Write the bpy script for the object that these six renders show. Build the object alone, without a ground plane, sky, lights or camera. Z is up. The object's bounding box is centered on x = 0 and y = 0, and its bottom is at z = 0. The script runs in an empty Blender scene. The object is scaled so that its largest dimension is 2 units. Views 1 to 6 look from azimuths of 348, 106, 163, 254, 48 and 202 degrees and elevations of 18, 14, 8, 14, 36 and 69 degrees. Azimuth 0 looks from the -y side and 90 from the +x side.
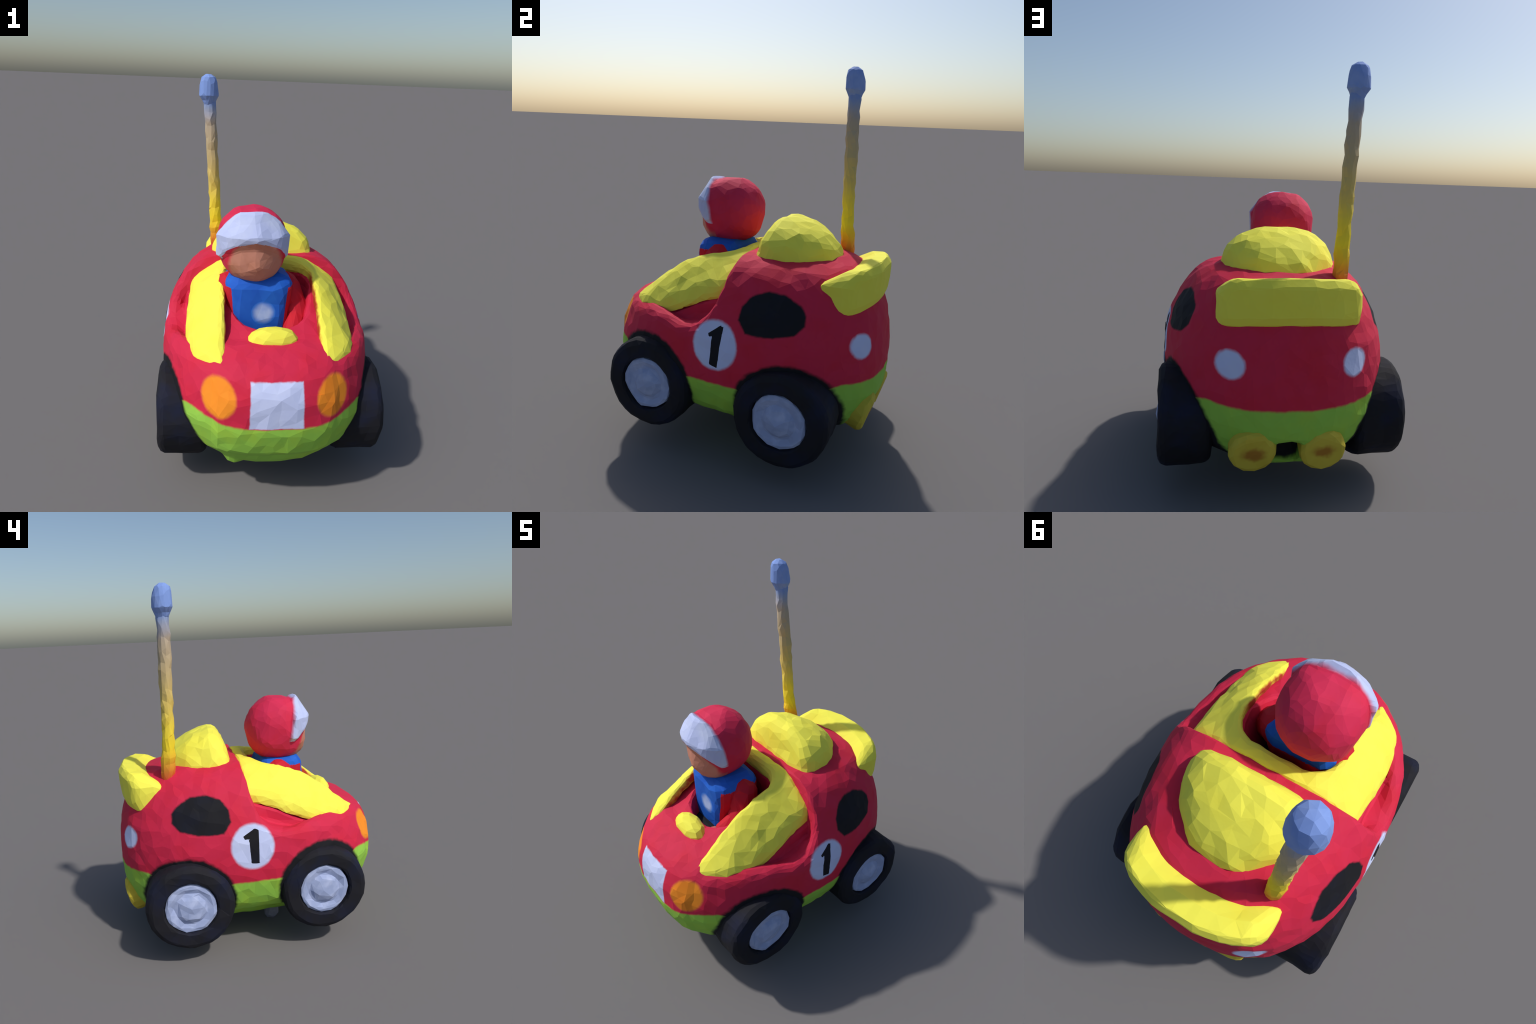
"""Toy cartoon race car with a seated driver, rebuilt procedurally.
Every part is an implicit surface (rounded boxes, super-ellipsoids, swept
profiles, smooth unions) meshed with surface nets, roughened with noise and
decimated to the irregular flat facets of a low-poly scan."""
import bpy, bmesh, math
import numpy as np
from mathutils import Matrix, Vector, noise as mnoise

# ------------------------------------------------------------------ helpers
def curve(xs, ys):
    """smooth 1-D profile (monotone-ish cubic Hermite) through control points"""
    xs = np.array(xs, float); ys = np.array(ys, float)
    d = np.diff(ys) / np.diff(xs)
    m = np.zeros_like(ys); m[0], m[-1] = d[0], d[-1]
    for i in range(1, len(xs) - 1):
        m[i] = 0 if d[i-1] * d[i] <= 0 else 2 * d[i-1] * d[i] / (d[i-1] + d[i])
    def f(x):
        x = np.clip(x, xs[0], xs[-1])
        i = np.clip(np.searchsorted(xs, x) - 1, 0, len(xs) - 2)
        h = xs[i+1] - xs[i]; t = (x - xs[i]) / h
        return ((2*t**3 - 3*t**2 + 1) * ys[i] + (t**3 - 2*t**2 + t) * h * m[i]
                + (-2*t**3 + 3*t**2) * ys[i+1] + (t**3 - t**2) * h * m[i+1])
    return f

def smin(a, b, k):
    h = np.clip(.5 + .5 * (b - a) / k, 0, 1)
    return b + (a - b) * h - k * h * (1 - h)
def smax(a, b, k): return -smin(-a, -b, k)

def sd_box(p, c, s, r):
    q = np.abs(p - np.array(c)) - (np.array(s) - r)
    return np.linalg.norm(np.maximum(q, 0), axis=-1) + np.minimum(q.max(-1), 0) - r

def sd_ellipsoid(p, c, s, n=2.0):
    q = np.abs((p - np.array(c)) / np.array(s))
    return ((q**n).sum(-1)**(1/n) - 1) * min(s)

def sd_capsule(p, a, b, ra, rb):
    a = np.array(a, float); b = np.array(b, float); ab = b - a
    t = np.clip(((p - a) @ ab) / (ab @ ab), 0, 1)
    return np.linalg.norm(p - a - t[..., None] * ab, axis=-1) - (ra + (rb - ra) * t)

def polygon_distance(P, poly):
    """signed distance of 2-D points to a polygon"""
    poly = np.array(poly, float); d = np.full(P.shape[:-1], 1e9); s = np.ones(P.shape[:-1])
    for i in range(len(poly)):
        a = poly[i]; b = poly[i-1]; e = b - a; w = P - a
        t = np.clip((w @ e) / (e @ e), 0, 1)
        d = np.minimum(d, ((w - t[..., None] * e)**2).sum(-1))
        c1 = P[..., 1] >= a[1]; c2 = P[..., 1] < b[1]
        c3 = e[0] * w[..., 1] > e[1] * w[..., 0]
        s = np.where((c1 & c2 & c3) | (~c1 & ~c2 & ~c3), -s, s)
    return s * np.sqrt(d)

def surface_nets(f, lo, hi, h):
    lo = np.array(lo, float); n = np.ceil((np.array(hi) - lo) / h).astype(int) + 1
    ax = [lo[i] + h * np.arange(n[i]) for i in range(3)]
    G = np.stack(np.meshgrid(*ax, indexing='ij'), -1)
    F = f(G); S = F < 0
    nc = n - 1
    acc = np.zeros((*nc, 3)); cnt = np.zeros(nc)
    corner = [(0, 0, 0), (1, 0, 0), (0, 1, 0), (1, 1, 0), (0, 0, 1), (1, 0, 1), (0, 1, 1), (1, 1, 1)]
    def at(A, c): return A[c[0]:c[0]+nc[0], c[1]:c[1]+nc[1], c[2]:c[2]+nc[2]]
    for i in range(8):
        for j in range(i + 1, 8):
            if sum(a != b for a, b in zip(corner[i], corner[j])) != 1: continue
            fa, fb = at(F, corner[i]), at(F, corner[j])
            cross = (fa < 0) != (fb < 0)
            t = np.where(cross, fa / np.where(cross, fa - fb, 1), 0)
            p = np.array(corner[i]) + t[..., None] * (np.array(corner[j]) - np.array(corner[i]))
            acc += np.where(cross[..., None], p, 0); cnt += cross
    act = cnt > 0
    idx = -np.ones(nc, int); idx[act] = np.arange(act.sum())
    cell = np.stack(np.nonzero(act), -1)
    V = lo + h * (cell + acc[act] / cnt[act][:, None])
    quads = []
    for a in range(3):
        b, c = (a + 1) % 3, (a + 2) % 3
        s0 = [slice(None)] * 3; s1 = [slice(None)] * 3
        s0[a] = slice(0, -1); s1[a] = slice(1, None)
        A, B = S[tuple(s0)], S[tuple(s1)]
        for flip, m in ((False, A & ~B), (True, ~A & B)):
            e = np.stack(np.nonzero(m), -1)
            e = e[(e[:, b] > 0) & (e[:, c] > 0) & (e[:, b] < n[b]-1) & (e[:, c] < n[c]-1)]
            if not len(e): continue
            def cl(db, dc):
                k = e.copy(); k[:, b] -= db; k[:, c] -= dc
                return idx[k[:, 0], k[:, 1], k[:, 2]]
            q = np.stack([cl(1, 1), cl(0, 1), cl(0, 0), cl(1, 0)], -1)
            quads.append(q[:, ::-1] if flip else q)
    return V, np.concatenate(quads)

def raw_mesh(name, V, F):
    me = bpy.data.meshes.new(name)
    me.from_pydata([tuple(v) for v in V], [], [tuple(int(i) for i in f) for f in F])
    me.update()
    return me

ROOT_COLLECTION = bpy.context.scene.collection
ROOT = None

def noisy(V, N, amp, scale, seed):
    off = Vector((seed * 7.1, seed * 3.3, seed * 1.7))
    return [v + n * amp * mnoise.noise(v * scale + off) for v, n in zip(V, N)]

def sculpt(name, f, lo, hi, h, tris, amp=.0035, scale=16, seed=1, parent=None, keep=False, smooth_steps=2):
    """implicit function -> noisy, faceted low-poly mesh object"""
    V, Q = surface_nets(f, lo, hi, h)
    me = raw_mesh(name, V, Q)
    bm = bmesh.new(); bm.from_mesh(me)
    bmesh.ops.recalc_face_normals(bm, faces=bm.faces)
    for _ in range(smooth_steps):
        bmesh.ops.smooth_vert(bm, verts=bm.verts, factor=.5, use_axis_x=True, use_axis_y=True, use_axis_z=True)
    bm.normal_update()
    if amp:
        co = noisy([v.co.copy() for v in bm.verts], [v.normal.copy() for v in bm.verts], amp, scale, seed)
        for v, c in zip(bm.verts, co): v.co = c
    bmesh.ops.triangulate(bm, faces=bm.faces)
    n = len(bm.faces); bm.to_mesh(me); bm.free()
    ob = bpy.data.objects.new(name, me); ROOT_COLLECTION.objects.link(ob)
    if tris and n > tris:
        md = ob.modifiers.new('facets', 'DECIMATE'); md.ratio = tris / n
        dg = bpy.context.evaluated_depsgraph_get()
        me2 = bpy.data.meshes.new_from_object(ob.evaluated_get(dg))
        ob.modifiers.clear(); ob.data = me2; me2.name = name
        bpy.data.meshes.remove(me)
    for p in ob.data.polygons: p.use_smooth = False
    ob.parent = parent or ROOT
    return ob

def split_region(ob, g, name, material, rounds=3, parent=None):
    """cut the triangles of ob along g = 0 and move the side g < 0 to a new object"""
    bm = bmesh.new(); bm.from_mesh(ob.data)
    def val(): 
        P = np.array([v.co[:] for v in bm.verts]); return g(P)
    for r in range(rounds):
        bm.verts.ensure_lookup_table(); bm.verts.index_update()
        v = val()
        near = [f for f in bm.faces if min(v[w.index] for w in f.verts) < .004 and max(v[w.index] for w in f.verts) > -.004]
        es = {e for f in near for e in f.edges if e.calc_length() > .016}
        if not es: break
        bmesh.ops.subdivide_edges(bm, edges=list(es), cuts=1, use_grid_fill=False)
        bmesh.ops.triangulate(bm, faces=[f for f in bm.faces if len(f.verts) > 3])
    bm.verts.ensure_lookup_table(); bm.verts.index_update()
    v = list(val())
    eps = .0012
    v = [0.0 if abs(a) < eps else a for a in v]
    cross = [e for e in bm.edges if v[e.verts[0].index] * v[e.verts[1].index] < 0]
    zero = set(i for i, a in enumerate(v) if a == 0)
    new = []
    for e in cross:
        a, b = e.verts; t = v[a.index] / (v[a.index] - v[b.index])
        _, nv = bmesh.utils.edge_split(e, a, t); new.append(nv)
    newset = set(new)
    on = lambda w: (w in newset) or (w.index in zero and w not in newset and w.index >= 0)
    oldzero = {w for w in bm.verts if w not in newset and w.index in zero}
    border = newset | oldzero
    for f in list(bm.faces):
        if len(f.verts) > 3:
            bs = [w for w in f.verts if w in border]
            if len(bs) >= 2:
                for i in range(len(bs)):
                    for j in range(i + 1, len(bs)):
                        if not any(x in bs[j].link_edges for x in bs[i].link_edges):
                            try: bmesh.utils.face_split(f, bs[i], bs[j]); break
                            except Exception: pass
                    else: continue
                    break
    bmesh.ops.triangulate(bm, faces=[f for f in bm.faces if len(f.verts) > 3])
    bm.faces.ensure_lookup_table()
    C = np.array([f.calc_center_median()[:] for f in bm.faces])
    inside = g(C) < 0
    other = bm.copy(); other.faces.ensure_lookup_table()
    bmesh.ops.delete(bm, geom=[f for f, i in zip(bm.faces, inside) if i], context='FACES')
    bmesh.ops.delete(other, geom=[f for f, i in zip(other.faces, inside) if not i], context='FACES')
    bm.to_mesh(ob.data); bm.free()
    me = bpy.data.meshes.new(name); other.to_mesh(me); other.free()
    for p in me.polygons: p.use_smooth = False
    me.materials.append(material)
    o = bpy.data.objects.new(name, me); ROOT_COLLECTION.objects.link(o)
    o.parent = parent or ob.parent
    return o

# ---------------------------------------------------------------- materials
class Nodes:
    def __init__(self, name, rough=.75):
        self.mat = bpy.data.materials.new(name); self.mat.use_nodes = True
        self.t = self.mat.node_tree; self.bsdf = self.t.nodes['Principled BSDF']
        self.bsdf.inputs['Roughness'].default_value = rough
        self.bsdf.inputs['Specular IOR Level'].default_value = .25
        self.pos = self.t.nodes.new('ShaderNodeTexCoord').outputs['Object']
    def put(self, s, v):
        if hasattr(v, 'is_output'): self.t.links.new(v, s)
        else: s.default_value = v
    def math(self, op, a, b=None, clamp=False):
        n = self.t.nodes.new('ShaderNodeMath'); n.operation = op; n.use_clamp = clamp
        self.put(n.inputs[0], a)
        if b is not None: self.put(n.inputs[1], b)
        return n.outputs[0]
    def vec(self, op, a, b=None):
        n = self.t.nodes.new('ShaderNodeVectorMath'); n.operation = op
        self.put(n.inputs[0], a)
        if b is not None: self.put(n.inputs[1], b)
        return n.outputs['Value'] if op in ('DOT_PRODUCT', 'LENGTH') else n.outputs['Vector']
    def noise(self, scale, detail=3, vec=None, color=False):
        n = self.t.nodes.new('ShaderNodeTexNoise'); n.inputs['Scale'].default_value = scale
        n.inputs['Detail'].default_value = detail
        self.t.links.new(vec or self.pos, n.inputs['Vector'])
        return n.outputs['Color' if color else 'Fac']
    def mix(self, f, a, b):
        n = self.t.nodes.new('ShaderNodeMix'); n.data_type = 'RGBA'
        self.put(n.inputs['Factor'], f)
        self.put(n.inputs['A'], (*a, 1) if isinstance(a, tuple) else a)
        self.put(n.inputs['B'], (*b, 1) if isinstance(b, tuple) else b)
        return n.outputs['Result']
    def step(self, v, lo, hi):
        n = self.t.nodes.new('ShaderNodeMapRange'); n.interpolation_type = 'SMOOTHSTEP'
        self.put(n.inputs['Value'], v)
        n.inputs['From Min'].default_value = lo; n.inputs['From Max'].default_value = hi
        return n.outputs['Result']
    def wobble(self, amp=.006, scale=30):
        c = self.vec('SUBTRACT', self.noise(scale, 2, color=True), (.5, .5, .5))
        return self.vec('ADD', self.pos, self.vec('MULTIPLY', c, (amp*2,)*3))
    def halfplanes(self, p, planes):
        """signed distance to a convex shape given as (normal, offset) planes"""
        d = None
        for n, o in planes:
            v = self.math('SUBTRACT', self.vec('DOT_PRODUCT', p, n), o)
            d = v if d is None else self.math('MAXIMUM', d, v)
        return d
    def ellipse(self, p, c, inv):
        return self.math('SUBTRACT', self.vec('LENGTH', self.vec('MULTIPLY', self.vec('SUBTRACT', p, c), inv)), 1.0)
    def blotch(self, col, other, scale=5, amount=.5, lo=.4, hi=.75):
        f = self.math('MULTIPLY', self.step(self.noise(scale, 4), lo, hi), amount)
        return self.mix(f, col, other)
    def done(self, col, bump=.0):
        self.put(self.bsdf.inputs['Base Color'], (*col, 1) if isinstance(col, tuple) else col)
        if bump:
            b = self.t.nodes.new('ShaderNodeBump'); b.inputs['Strength'].default_value = bump
            b.inputs['Distance'].default_value = .01
            self.t.links.new(self.noise(60, 3), b.inputs['Height'])
            self.t.links.new(b.outputs['Normal'], self.bsdf.inputs['Normal'])
        return self.mat

RED, RED2 = (.57, .019, .062), (.58, .013, .034)
YELLOW, YELLOW2 = (.84, .80, .085), (.84, .76, .06)
GREEN, GREEN2 = (.28, .55, .07), (.35, .56, .05)
BLACK, NAVY = (.007, .007, .010), (.006, .008, .02)
WHITE, WHITE2 = (.52, .58, .84), (.58, .64, .86)
ORANGE = (.85, .27, .02)
BLUE, BLUE2 = (.012, .10, .52), (.02, .15, .62)
SKIN, SKIN2 = (.55, .24, .17), (.42, .16, .09)
SILVER, SILVER2 = (.30, .36, .56), (.42, .48, .68)

def red_colour(n): return n.blotch(RED, RED2, 6, .6)
def yellow_colour(n): return n.blotch(YELLOW, YELLOW2, 7, .5)

# ------------------------------------------------------- body shape (profiles)
# half width, nose and tail position of the horizontal body slices by height
ZW = [.12, .16, .20, .25, .32, .45, .56, .66, .75, .83, .93, 1.00, 1.05, 1.075, 1.085]
HALF = curve(ZW, [.25, .27, .315, .443, .502, .543, .553, .550, .532, .503, .447, .382, .295, .19, .09])
NOSE = curve(ZW, [-.53, -.61, -.655, -.69, -.727, -.755, -.755, -.724, -.62, -.45, -.30, -.20, -.12, -.08, -.05])
TAIL = curve(ZW, [.42, .54, .61, .665, .71, .735, .735, .725, .71, .685, .635, .57, .48, .37, .28])
# shoulder line (top of the red body beside the cockpit) and canopy spine height
SHOULDER = curve([-.8, -.60, -.42, -.30, -.19, -.12, -.064, -.03, -.008, .006, .03], [.73, .735, .74, .73, .712, .725, .77, .83, .92, 1.05, 1.3])
SPINE = curve([-.80, -.72, -.65, -.60, -.56, -.45, -.33, -.20, -.12, 0.0, .02], [.60, .665, .700, .720, .752, .855, .942, 1.000, 1.012, 1.024, 1.026])
HOOD = curve([-.80, -.72, -.65, -.60, -.56, -.50, -.44, -.40], [.60, .674, .722, .752, .776, .770, .745, .72])
RAIL_X = curve([-.655, -.635, -.60, -.56, -.50, -.42, -.35, -.25, -.14, 0.0, .03], [.235, .262, .305, .350, .395, .418, .425, .425, .418, .406, .405])
RAIL_Z = curve([-.64, -.60, -.56, -.50, -.42, -.35, -.25, -.14, 0.0, .03], [.70, .712, .722, .728, .730, .757, .80, .86, .91, .915])
YC, FRONT_N, REAR_N = -.02, 2.30, 2.45

def hull(p):
    x, y, z = np.abs(p[..., 0]), p[..., 1], p[..., 2]
    a = HALF(z); ln = np.where(y < YC, YC - NOSE(z), TAIL(z) - YC)
    PN = np.where(y < YC, FRONT_N + .42 * np.clip((.62 - z) / .17, 0, 1), REAR_N)
    rho = ((x / a)**PN + (np.abs(y - YC) / ln)**PN)**(1 / PN)
    f = (rho - 1) * np.minimum(a, .45)
    f = smax(f, z - 1.052, .05)
    return smax(f, .102 + .065 * np.clip((np.abs(y) - .22) / .12, 0, 1) - z, .05)

def cockpit_plan(p, hx=.222):
    q = np.stack([np.abs(p[..., 0]), np.abs(p[..., 1] + .253)], -1) - np.stack([hx - .11 + 0 * p[..., 0], .187 - .11 + 0 * p[..., 0]], -1)
    return np.linalg.norm(np.maximum(q, 0), axis=-1) + np.minimum(q.max(-1), 0) - .11

def body(p):
    x, y, z = np.abs(p[..., 0]), p[..., 1], p[..., 2]
    h = hull(p)
    shell = smax(h, (z - SHOULDER(y)) * .8, .04)
    # trough under the canopy rails, inside the shoulder
    trough = smax(smax(h + .050, .695 + .07 * np.clip((y + .22) / .16, 0, 1) - z, .04), smax(y + .015, -.56 - y, .03), .03)
    shell = smax(shell, -trough, .025)
    # cockpit walls reaching up to the rails, and the hood in front
    wall = smax(smax(x - .275 - .145 * np.clip((RAIL_Z(y) - .015 - z) / .05, 0, 1), (z - SPINE(y) + .035) * .8, .02), smax(y - .0, -.58 - y, .02), .02)
    wall = smax(smax(wall, .3 - z, .02), h + .03, .02)
    hood = smax(smax(x - .27, (z - HOOD(y)) * .8, .02), smax(y + .45, (h + .0), .02), .02)
    hood = smax(hood, .3 - z, .02)
    f = smin(shell, wall, .02); f = smin(f, hood, .03)
    hole = smax(cockpit_plan(p, .212 - .40 * np.clip(.92 - z, 0, .20)), .56 - z, .03)   # walls slope inwards
    f = smax(f, -hole, .02)
    f = smax(f, -sd_box(p, (.012, .70, .28), (.062, .14, .075), .04), .03)    # dark gap between the exhausts
    return smin(f, sd_ellipsoid(p, (-.185, -.60, .215), (.045, .04, .04)), .03)   # tow lug under the chin

def rail(p):
    x, y, z = np.abs(p[..., 0]), p[..., 1], p[..., 2]
    xo = RAIL_X(y); zi = SPINE(y) + .030; zo = RAIL_Z(y) + .004
    t = np.clip((x - .16) / np.maximum(xo - .16, .05), 0, 1.1)
    top = zi - (np.maximum(zi - zo, 0)) * t**(1.5 + .6 * np.clip(-y / .3, 0, 1))
    plan = smax(smax(x - xo, y - .022, .02), -.655 - y, .01)
    plan = smax(plan, -cockpit_plan(p, .220), .02)
    plan = smax(plan, -smax(x - .226, y + .25, .02), .010)   # open in front of the cockpit
    return smax(smax(plan, (z - top) * .85, .035), (top - .075 - z) * .85, .02)

CROWN = curve([.03, .045, .06, .08, .105, .14, .19, .25, .30, .36, .42, .46], [.97, 1.03, 1.10, 1.165, 1.206, 1.222, 1.217, 1.202, 1.178, 1.142, 1.085, .99])
SPAN = curve([.03, .05, .09, .15, .24, .32, .38, .42, .445, .46], [.235, .255, .285, .294, .272, .232, .175, .125, .06, .03])
def dome(p):
    x, y, z = np.abs(p[..., 0]), p[..., 1], p[..., 2]
    hgt = np.maximum(CROWN(y) - .96, .012)
    q = (x / SPAN(y))**2.8 + (np.maximum(z - .96, 0) / hgt)**2.4
    d = (q**(1 / 2.5) - 1) * .16
    return smax(smax(d, .95 - z, .02), smax(.035 - y, y - .455, .02), .015)

def wing(p):
    x, y, z = p[..., 0], p[..., 1], p[..., 2]
    yy = y + .010 + 1.15 * np.maximum(np.abs(x) - .04, 0)**2 + .012 * x
    zz = z + .022 + .25 * x**2; x = x - .004
    prof = [(.500, .93), (.525, 1.035), (.60, 1.085), (.672, 1.098), (.700, 1.06), (.700, .93), (.685, .885), (.58, .86)]
    d = polygon_distance(np.stack([yy, zz], -1), prof) + .004
    end = np.abs(x) - .326 + .6 * np.maximum(z - .98, 0)
    return smax(d, end, .05)

PIPES = [(.168, .0), (-.143, .0)]
def pipe_at(cx):
    def f(p):
        a = math.radians(14); d = np.array([0, math.cos(a), -math.sin(a)])
        q = p - np.array([cx, .637, .330 if cx > 0 else .322]); s = q @ d
        r = np.linalg.norm(q - s[..., None] * d, axis=-1)
        return smax(smax(r - (.101 + .06 * np.clip(s + .02, 0, .1)), s - .08, .035), -.25 - s, .03)
    return f

# ---------------------------------------------------------------- build root
ROOT = bpy.data.objects.new('toy_race_car', None); ROOT_COLLECTION.objects.link(ROOT)
ROOT['label'] = 'red and yellow toy racing car with seated driver and antenna'
ROOT['category'] = 'toy car'
Rz = Matrix.Rotation(math.radians(-6.583), 4, 'Z'); Rx = Matrix.Rotation(math.radians(-2.08), 4, 'X')
Ry = Matrix.Rotation(math.radians(-.392), 4, 'Y')
ROOT.matrix_world = Matrix.Translation((-.007, 0, 0)) @ Rz @ Rx @ Ry

# ------------------------------------------------------------ shape regions
def BELT(P):
    """height above the red/green waist line, which lifts at the four corners"""
    x, y = np.abs(P[:, 0]), P[:, 1]
    ends = np.clip((np.abs(y) - .40) / .2, 0, 1)
    line = .452 + np.where(y < 0, .055, .012) * np.exp(-((x - .44) / .16)**2) * ends + .062 * np.clip((y - .30) / .3, 0, 1)
    return P[:, 2] - line
def ellipse_region(c, inv, side_axis, sign):
    c = np.array(c); inv = np.array(inv)
    def g(P):
        d = np.linalg.norm((P - c) * inv, axis=1) - 1
        r = 1 / max(inv)
        return np.where((P[:, side_axis] * sign > 0) & (hull(P) > -.03), d * r, 1.0)
    return g
def convex_planes(poly):
    """half planes of a counter-clockwise convex polygon"""
    out = []
    for (x0, y0), (x1, y1) in zip(poly, poly[1:] + poly[:1]):
        nx, ny = (y1 - y0), -(x1 - x0); l = math.hypot(nx, ny)
        out.append((nx / l, ny / l, (nx * x0 + ny * y0) / l))
    return out

WINDOW = [(.155, .732), (.22, .728), (.29, .732), (.385, .755), (.425, .80), (.420, .850), (.390, .888), (.310, .930), (.225, .937), (.150, .908), (.112, .855), (.108, .79)]
PLATE = [(-.128, .452), (.128, .452), (.122, .672), (-.122, .672)]

# ------------------------------------------------------------------ materials
def belt_mask(n, p):
    """0 below, 1 above the waist line (same rule as BELT), with a soft edge"""
    x = n.math('ABSOLUTE', n.vec('DOT_PRODUCT', p, (1, 0, 0))); y = n.vec('DOT_PRODUCT', p, (0, 1, 0)); z = n.vec('DOT_PRODUCT', p, (0, 0, 1))
    ends = n.math('MULTIPLY', n.math('SUBTRACT', n.math('ABSOLUTE', y), .40), 5.0, True)
    u = n.math('DIVIDE', n.math('SUBTRACT', x, .44), .16)
    bell = n.math('EXPONENT', n.math('MULTIPLY', n.math('MULTIPLY', u, u), -1.0))
    amp = n.math('ADD', n.math('MULTIPLY', n.math('LESS_THAN', y, 0.0), .043), .012)
    rear = n.math('MULTIPLY', n.math('DIVIDE', n.math('SUBTRACT', y, .30), .3, True), .062)
    line = n.math('ADD', n.math('ADD', n.math('MULTIPLY', n.math('MULTIPLY', bell, ends), amp), rear), .452)
    return n.step(n.math('SUBTRACT', z, line), -.008, .008)

def material_red():
    n = Nodes('red_paint'); p = n.wobble(.012, 22)
    col = n.mix(belt_mask(n, n.wobble(.006, 25)), GREEN, red_colour(n))
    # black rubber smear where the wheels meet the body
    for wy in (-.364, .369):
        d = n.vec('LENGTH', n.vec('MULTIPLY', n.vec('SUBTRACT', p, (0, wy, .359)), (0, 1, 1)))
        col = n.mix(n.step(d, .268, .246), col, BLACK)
    return n.done(col, .05)

def material_green():
    n = Nodes('green_paint'); p = n.wobble(.012, 22)
    col = n.mix(belt_mask(n, n.wobble(.006, 25)), n.blotch(GREEN, GREEN2, 8, .7), RED)
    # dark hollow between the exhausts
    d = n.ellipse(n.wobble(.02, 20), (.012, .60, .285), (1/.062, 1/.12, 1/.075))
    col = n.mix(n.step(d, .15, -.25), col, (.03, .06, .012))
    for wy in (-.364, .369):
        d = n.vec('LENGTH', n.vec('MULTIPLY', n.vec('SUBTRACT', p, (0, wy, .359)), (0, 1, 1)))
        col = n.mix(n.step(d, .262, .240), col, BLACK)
    return n.done(col, .05)

def patch_material(name, colour, colour2, dist, soft=.010, edge=None):
    """colour inside a shape whose signed distance (node socket) is built by dist"""
    n = Nodes(name); base = n.blotch(colour, colour2, 9, .6)
    d = dist(n, n.wobble(.004, 40))
    col = n.mix(n.step(d, -soft, .001), base, edge or red_colour(n))
    return n.done(col, .05)

def ellipse_dist(c, inv, r):
    return lambda n, p: n.math('MULTIPLY', n.ellipse(p, c, inv), r)
def planes_dist(poly, axes):
    pl = []
    for nx, ny, o in convex_planes(poly):
        v = [0, 0, 0]; v[axes[0]] = nx; v[axes[1]] = ny; pl.append((tuple(v), o))
    return lambda n, p: n.halfplanes(p, pl)

def plain(name, a, b, scale=6, amount=.6, rough=.75, bump=.05):
    n = Nodes(name, rough); return n.done(n.blotch(a, b, scale, amount), bump)

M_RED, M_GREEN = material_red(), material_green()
M_YELLOW = plain('yellow_paint', YELLOW, YELLOW2, 7, .5)
def material_rail():
    n = Nodes('canopy_yellow'); base = yellow_colour(n); p = n.wobble(.010, 25)
    x = n.math('ABSOLUTE', n.vec('DOT_PRODUCT', p, (1, 0, 0))); y = n.vec('DOT_PRODUCT', p, (0, 1, 0))
    inner = n.math('MULTIPLY', n.step(x, .238, .224), n.step(y, -.14, -.22))     # cockpit-side face is painted red
    return n.done(n.mix(inner, base, (.42, .05, .02)), .05)
M_RAIL = material_rail()
M_BLACK = plain('black_paint', BLACK, NAVY, 8, .5)
M_TYRE = plain('tyre_rubber', (.010, .010, .014), (.007, .011, .036), 7, .8, .8)
M_SILVER = plain('wheel_silver', SILVER, SILVER2, 18, .8, .6)
M_BLUE = plain('blue_cloth', BLUE, BLUE2, 9, .7)

# ----------------------------------------------------------------- body parts
shell = sculpt('body_shell', body, (-.62, -.84, .10), (.62, .80, 1.12), .0115, 5200, amp=.005, scale=16, seed=2)
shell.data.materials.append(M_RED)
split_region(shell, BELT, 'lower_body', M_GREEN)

for s in (1, -1):
    win_g = lambda P, s=s: np.where(P[:, 0] * s > .2, np.maximum.reduce([P[:, 1]*a + P[:, 2]*b - o for a, b, o in convex_planes(WINDOW)]), 1.) - .004
    split_region(shell, win_g, 'side_window', patch_material('window_black', BLACK, NAVY, planes_dist(WINDOW, (1, 2)), .012))
    # race number roundel
    c = (0, .014, .652); inv = (0, 1/.122, 1/.131)
    badge = split_region(shell, ellipse_region(c, inv, 0, s), 'number_roundel', None or patch_material('roundel_white', WHITE, WHITE2, ellipse_dist(c, inv, .122), .018))
    digit = ([(-.024, .706), (-.018, .690), (-.003, .692), (-.007, .552), (.036, .543), (.049, .746), (.034, .753)] if s > 0 else
             [(.062, .712), (.052, .695), (.031, .697), (.029, .562), (-.013, .556), (-.025, .737), (-.005, .748)])
    dg = lambda P, d=digit: polygon_distance(P[:, 1:3], d)
    split_region(badge, dg, 'number_one', M_BLACK, rounds=4)
    # head and tail lamps
    c = (s*.262, -.69, .583); inv = (1/.086, 0, 1/.100)
    split_region(shell, ellipse_region(c, inv, 1, -1), 'headlamp', patch_material('headlamp_orange', ORANGE, (.85, .22, .015), ellipse_dist(c, inv, .086), .018))
    c = (s*.274, .64, .700); inv = (1/.068, 0, 1/.068)
    split_region(shell, ellipse_region(c, inv, 1, 1), 'tail_lamp', patch_material('tail_lamp_white', WHITE, WHITE2, ellipse_dist(c, inv, .068), .018))
plate_g = lambda P: np.where(P[:, 1] < -.5, np.maximum.reduce([P[:, 0]*a + P[:, 2]*b - o for a, b, o in convex_planes(PLATE)]), 1.) - .003
split_region(shell, plate_g, 'number_plate', patch_material('plate_white', WHITE, WHITE2, planes_dist(PLATE, (0, 2)), .008))

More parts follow.
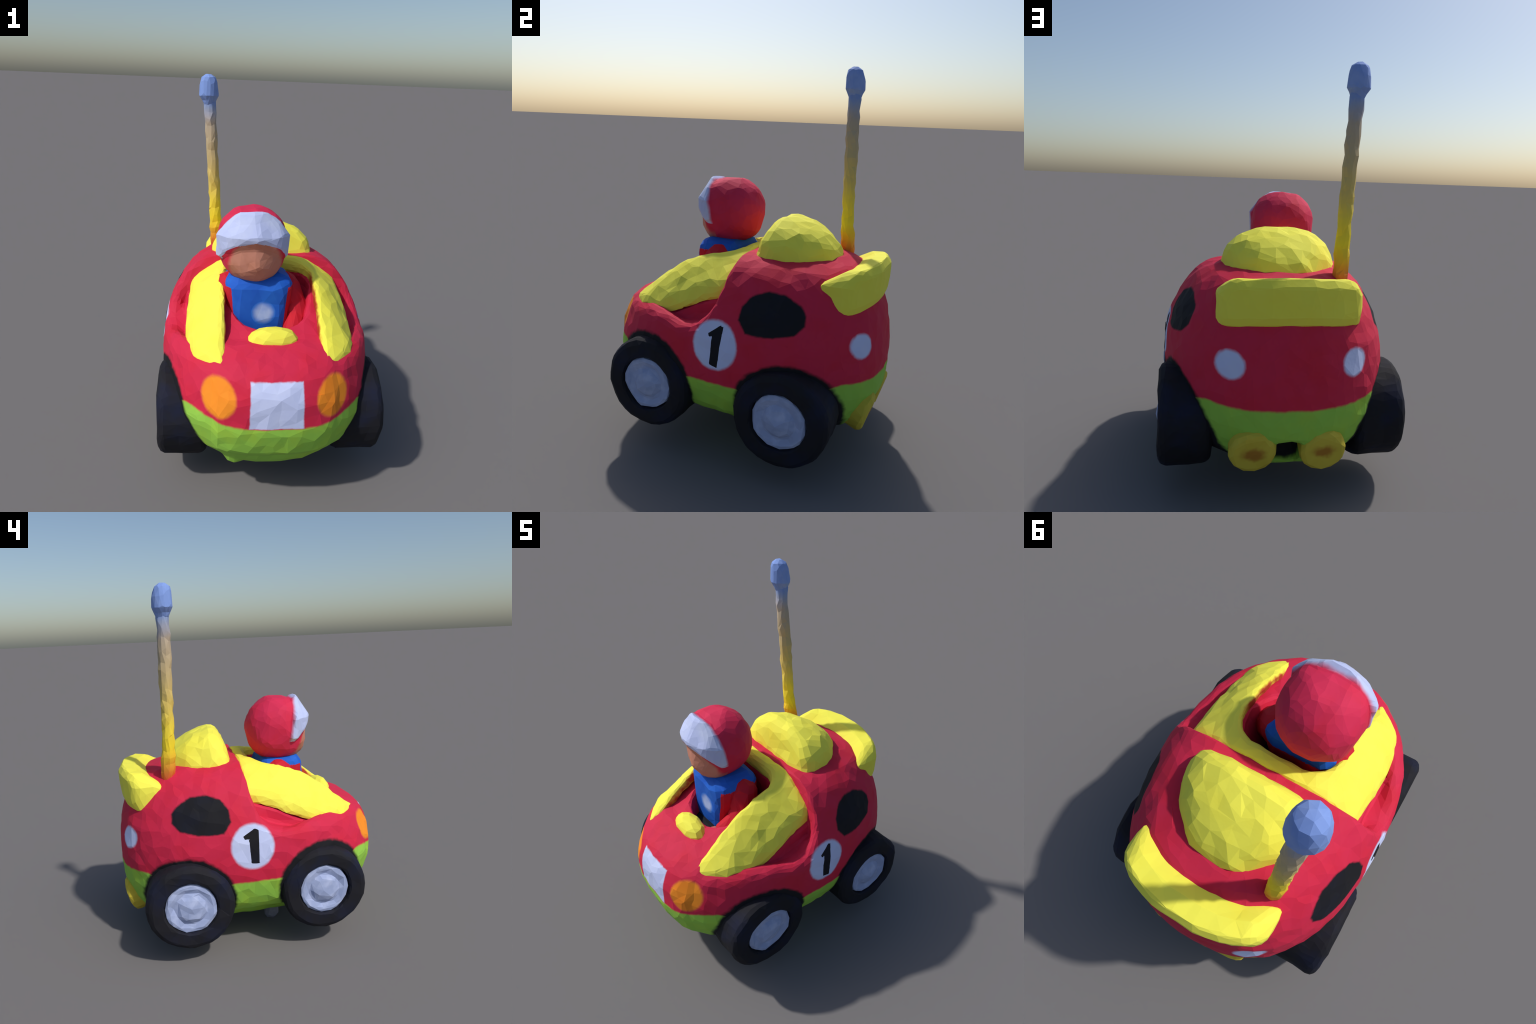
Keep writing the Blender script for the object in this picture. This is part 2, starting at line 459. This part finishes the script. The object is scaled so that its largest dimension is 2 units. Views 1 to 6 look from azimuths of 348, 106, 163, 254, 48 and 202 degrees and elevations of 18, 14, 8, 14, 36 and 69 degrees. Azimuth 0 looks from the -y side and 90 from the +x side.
o = sculpt('canopy_rail', rail, (-.47, -.68, .60), (.47, .06, 1.12), .0085, 1500, amp=.006, scale=16, seed=3)
o.data.materials.append(M_RAIL)
o = sculpt('roof_scoop', dome, (-.34, .0, .92), (.34, .52, 1.28), .009, 620, amp=.008, scale=15, seed=4); o.data.materials.append(M_YELLOW)
o = sculpt('rear_wing', wing, (-.40, .30, .80), (.40, .76, 1.16), .009, 560, amp=.004, scale=12, seed=5); o.data.materials.append(M_YELLOW)

def material_pipe(cx):
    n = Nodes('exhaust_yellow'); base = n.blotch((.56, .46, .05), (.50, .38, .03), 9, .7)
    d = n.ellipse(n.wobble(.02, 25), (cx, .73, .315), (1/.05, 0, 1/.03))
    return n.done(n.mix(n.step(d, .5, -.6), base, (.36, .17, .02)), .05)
for cx, _ in PIPES:
    o = sculpt('exhaust_pipe', pipe_at(cx), (cx-.15, .36, .15), (cx+.15, .78, .50), .008, 260, amp=.003, seed=6 + cx); o.data.materials.append(material_pipe(cx))

# -------------------------------------------------------------------- wheels
def tyre(p):
    x = p[..., 0]; r = np.hypot(p[..., 1], p[..., 2])
    prof = np.stack([x, r], -1)
    d = sd_box(prof, (-.004, .119), (.122, .118), .040)
    hub = np.stack([x - .13, r], -1)
    return smax(d, -(sd_box(hub, (0, 0), (.055, .140), .02)), .015)
def hubcap(p):
    x = p[..., 0]; r = np.hypot(p[..., 1], p[..., 2])
    face = .108 + .020 * np.clip(1 - r / .075, 0, 1)**.6 - .012 * np.exp(-((r - .088) / .018)**2)
    return smax(smax(r - .137, x - face, .015), .06 - x, .01)
for s in (1, -1):
    for wy, hx in ((-.364, .453), (.369, .460)):
        w = bpy.data.objects.new('wheel', None); ROOT_COLLECTION.objects.link(w); w.parent = ROOT
        w.location = (s * hx + ((.014 if wy < 0 else .004) if s < 0 else (-.009 if wy < 0 else -.003)), wy, (.352 if wy < 0 else .358) if s > 0 else (.347 if wy < 0 else .360))
        w.rotation_euler = (0, 0, 0 if s > 0 else math.pi)
        sd = 10 + wy + s
        o = sculpt('tyre', tyre, (-.15, -.26, -.26), (.15, .26, .26), .0095, 760, amp=.005, scale=12, seed=sd, parent=w); o.data.materials.append(M_TYRE)
        o = sculpt('hubcap', hubcap, (.04, -.16, -.16), (.15, .16, .16), .007, 260, amp=.008, scale=16, seed=sd + 3, parent=w); o.data.materials.append(M_SILVER)

# ------------------------------------------------------------------- antenna
ANT = [(-.254, .416, .97), (-.263, .398, 1.10), (-.269, .381, 1.25), (-.282, .364, 1.50), (-.294, .350, 1.68), (-.306, .336, 1.90)]
def rod(p):
    d = None
    for a, b in zip(ANT[:-1], ANT[1:]):
        c = sd_capsule(p, a, b, .034, .034); d = c if d is None else np.minimum(d, c)
    return smin(d, sd_capsule(p, (-.257, .407, 1.0), (-.262, .396, 1.12), .028, .036), .02)
def tip(p):
    q = p - np.array([-.309, .334, 0]); z = p[..., 2]
    q = q - np.stack([-.03*(z-1.92), -.1*(z-1.92), z*0], -1) * 1.0
    r = np.hypot(q[..., 0], q[..., 1])
    R = np.interp(z, [1.84, 1.87, 1.895, 1.95, 1.975, 1.995, 2.012, 2.013], [.030, .040, .055, .051, .047, .040, .018, -.01])
    return np.maximum(r - R, 1.845 - z)
def material_rod():
    n = Nodes('antenna_plastic'); z = n.vec('DOT_PRODUCT', n.wobble(.03, 8), (0, 0, 1))
    ramp = n.t.nodes.new('ShaderNodeValToRGB'); e = ramp.color_ramp
    stops = [(.0, (.60, .10, .03)), (.10, (.72, .42, .03)), (.20, (.84, .66, .03)), (.32, (.80, .62, .06)), (.48, (.64, .48, .13)), (.66, (.52, .40, .20)), (.86, (.44, .36, .27)), (.96, (.28, .34, .50)), (1., (.20, .30, .60))]
    e.elements[0].position = 0; e.elements[0].color = (*stops[0][1], 1)
    e.elements[1].position = 1; e.elements[1].color = (*stops[-1][1], 1)
    for p_, c in stops[1:-1]: e.elements.new(p_).color = (*c, 1)
    n.t.links.new(n.math('MULTIPLY', n.math('SUBTRACT', z, 1.02), 1/.84), ramp.inputs[0])
    return n.done(ramp.outputs[0], .08)
ant = bpy.data.objects.new('antenna', None); ROOT_COLLECTION.objects.link(ant); ant.parent = ROOT
o = sculpt('antenna_rod', rod, (-.40, .26, .90), (-.16, .50, 1.96), .0085, 420, amp=.006, scale=20, seed=21, parent=ant, smooth_steps=1); o.data.materials.append(material_rod())
o = sculpt('antenna_tip', tip, (-.40, .24, 1.82), (-.20, .44, 2.04), .008, 150, amp=.003, seed=22, parent=ant, smooth_steps=1); o.data.materials.append(plain('tip_blue', (.20, .31, .66), (.30, .40, .70), 10, .7))

# -------------------------------------------------------------------- driver
HX, HY, HZ = -.092, -.235, 1.185
drv = bpy.data.objects.new('driver', None); ROOT_COLLECTION.objects.link(drv); drv.parent = ROOT
def brow_lift(y): return .120 * np.clip((HY - .085 - y) / .13, 0, 1)   # lower edge of the band rises at the front
def head(p):
    """helmeted head: skull, flat-topped forehead, jaw, nose and the wedge-shaped
    brow band (a profile revolved round the head) as one smooth surface"""
    x, y, z = p[..., 0], p[..., 1], p[..., 2]
    d = sd_ellipsoid(p, (HX, HY + .006, HZ + .003), (.172, .168, .182), 2.15)
    brow = sd_ellipsoid(p, (HX, HY - .030, HZ + .035), (.158, .138, .146), 2.5)
    jaw = sd_ellipsoid(p, (HX + .008, HY - .058, HZ - .078), (.128, .104, .104))
    d = smin(smin(d, brow, .03), jaw, .05)
    d = smin(d, sd_ellipsoid(p, (HX + .015, HY - .152, HZ - .085), (.028, .028, .024)), .03)
    r = np.hypot(x - HX, y - HY - .004)
    prof = polygon_distance(np.stack([r, z - HZ], -1), [(.08, .190), (.140, .186), (.211, .068), (.208, .045), (.198, -.045), (.10, -.075)])
    band = smax(prof, (HZ + brow_lift(y) - .052 - .6 * (.215 - r)) - z, .012)
    band = smax(band, y - HY + .060 + .22 * (z - HZ), .04)
    return smin(d, band, .012)
hd = sculpt('face', head, (-.35, -.50, .93), (.18, .0, 1.42), .008, 760, amp=.008, scale=14, seed=31, parent=drv)
def face_mat(n):
    base = n.blotch(SKIN, SKIN2, 10, .6)
    d = n.math('MULTIPLY', n.ellipse(n.wobble(.008, 25), (HX + .012, -.37, HZ - .075), (1/.142, 0, 1/.150)), .12)
    return n.done(n.mix(n.step(d, -.022, .0), base, red_colour(n)), .06)
hd.data.materials.append(face_mat(Nodes('face_skin')))
def visor_mat():
    n = Nodes('visor_white'); base = n.blotch((.46, .52, .78), (.54, .60, .80), 10, .8)
    d = n.math('ADD', n.vec('DOT_PRODUCT', n.wobble(.006, 25), (0, 1, .22)), .058 - HY - .22 * HZ)
    return n.done(n.mix(n.step(d, -.022, .002), base, (.60, .024, .080)), .05)
band_g = lambda P: np.maximum.reduce([P[:, 1] - HY + .058 + .22 * (P[:, 2] - HZ), HZ + brow_lift(P[:, 1]) - .060 - P[:, 2]])
split_region(hd, band_g, 'visor_band', visor_mat(), parent=drv)
helm_g = lambda P: np.where(P[:, 1] < HY - .04, -(np.sqrt(((P[:, 0] - HX - .012) / .142)**2 + ((P[:, 2] - HZ + .075) / .150)**2) - 1) * .12, -1.)
split_region(hd, helm_g, 'helmet', plain('helmet_red', (.60, .024, .080), (.60, .014, .036), 6, .6), parent=drv)  # red tinted pinker for the sky light on the helmet top

TX = -.055
def torso(p):
    x, y, z = p[..., 0], p[..., 1], p[..., 2]
    w = .155 + .10 * np.clip(z - .80, -.1, .2)
    q = p.copy(); q[..., 0] = (x - TX) * (.155 / w)
    d = sd_box(q, (0, -.235, .80), (.155, .135, .245), .075)
    return d
tor = sculpt('jacket', torso, (-.32, -.44, .53), (.22, -.04, 1.10), .009, 420, amp=.004, seed=33, parent=drv)
tor.data.materials.append(plain('jacket_red', (.50, .012, .03), (.60, .01, .02), 8, .6))
bib_g = lambda P: np.where((P[:, 1] < -.285) & (P[:, 2] < .985), np.abs(P[:, 0] - TX) - (.118 + .10 * (P[:, 2] - .74)), np.where(P[:, 2] > .985, -(P[:, 2] - .985), .5))
bib = split_region(tor, bib_g, 'dungarees', M_BLUE, parent=drv)
def arm_at(s):
    return lambda p: smin(sd_capsule(p, (TX + s*.135, -.215, .935), (TX + s*.20, -.25, .82), .092, .070),
                          sd_capsule(p, (TX + s*.20, -.25, .82), (TX + s*.172, -.36, .76), .070, .052), .03)
for s in (1, -1):
    o = sculpt('arm', arm_at(s), (-.42, -.46, .62), (.30, -.08, 1.05), .01, 160, amp=.004, seed=34 + s, parent=drv)
    o.data.materials.append(tor.data.materials[0])
    o = sculpt('hand', lambda p, s=s: sd_ellipsoid(p, (TX + s*.155, -.41, .755), (.042, .042, .035)), (-.35, -.5, .68), (.25, -.33, .83), .008, 60, amp=.003, seed=36 + s, parent=drv)
    o.data.materials.append(plain('hand_skin', (.50, .14, .12), (.45, .08, .08), 10, .6))
o = sculpt('seat', lambda p: sd_box(p, (TX, -.26, .63), (.20, .19, .105), .03), (-.3, -.5, .5), (.2, -.02, .78), .011, 120, amp=.004, seed=39, parent=drv)
o.data.materials.append(M_BLACK)
# round badge on the bib
emblem_c, emblem_inv = (-.036, 0, .858), (1/.062, 0, 1/.062)
emblem_g = lambda P: np.where(P[:, 1] < -.30, np.linalg.norm((P - np.array(emblem_c)) * np.array(emblem_inv), axis=1) - 1, 1.) * .062
split_region(bib, emblem_g, 'bib_emblem', patch_material('emblem_white', (.40, .50, .80), (.12, .22, .62), ellipse_dist(emblem_c, emblem_inv, .062), .035, BLUE2), parent=drv)

# ------------------------------------------------------------------ dashboard
o = sculpt('dashboard_hump', lambda p: smax(sd_ellipsoid(p, (.0, -.498, .752), (.128, .066, .083), 2.3), .70 - p[..., 2], .02), (-.17, -.6, .67), (.17, -.4, .87), .008, 130, amp=.003, seed=42)
o.data.materials.append(M_YELLOW)

# ------------------------------------------------- small caster hanging below
cas = lambda p: smin(sd_ellipsoid(p, (-.15, -.12, .048), (.035, .048, .048)), sd_box(p, (-.15, -.12, .13), (.018, .022, .07), .01), .02)
o = sculpt('caster', cas, (-.21, -.19, -.02), (-.09, -.05, .22), .008, 90, amp=.002, seed=43)
o.data.materials.append(plain('caster_grey', (.16, .17, .22), (.24, .25, .30), 20, .7))
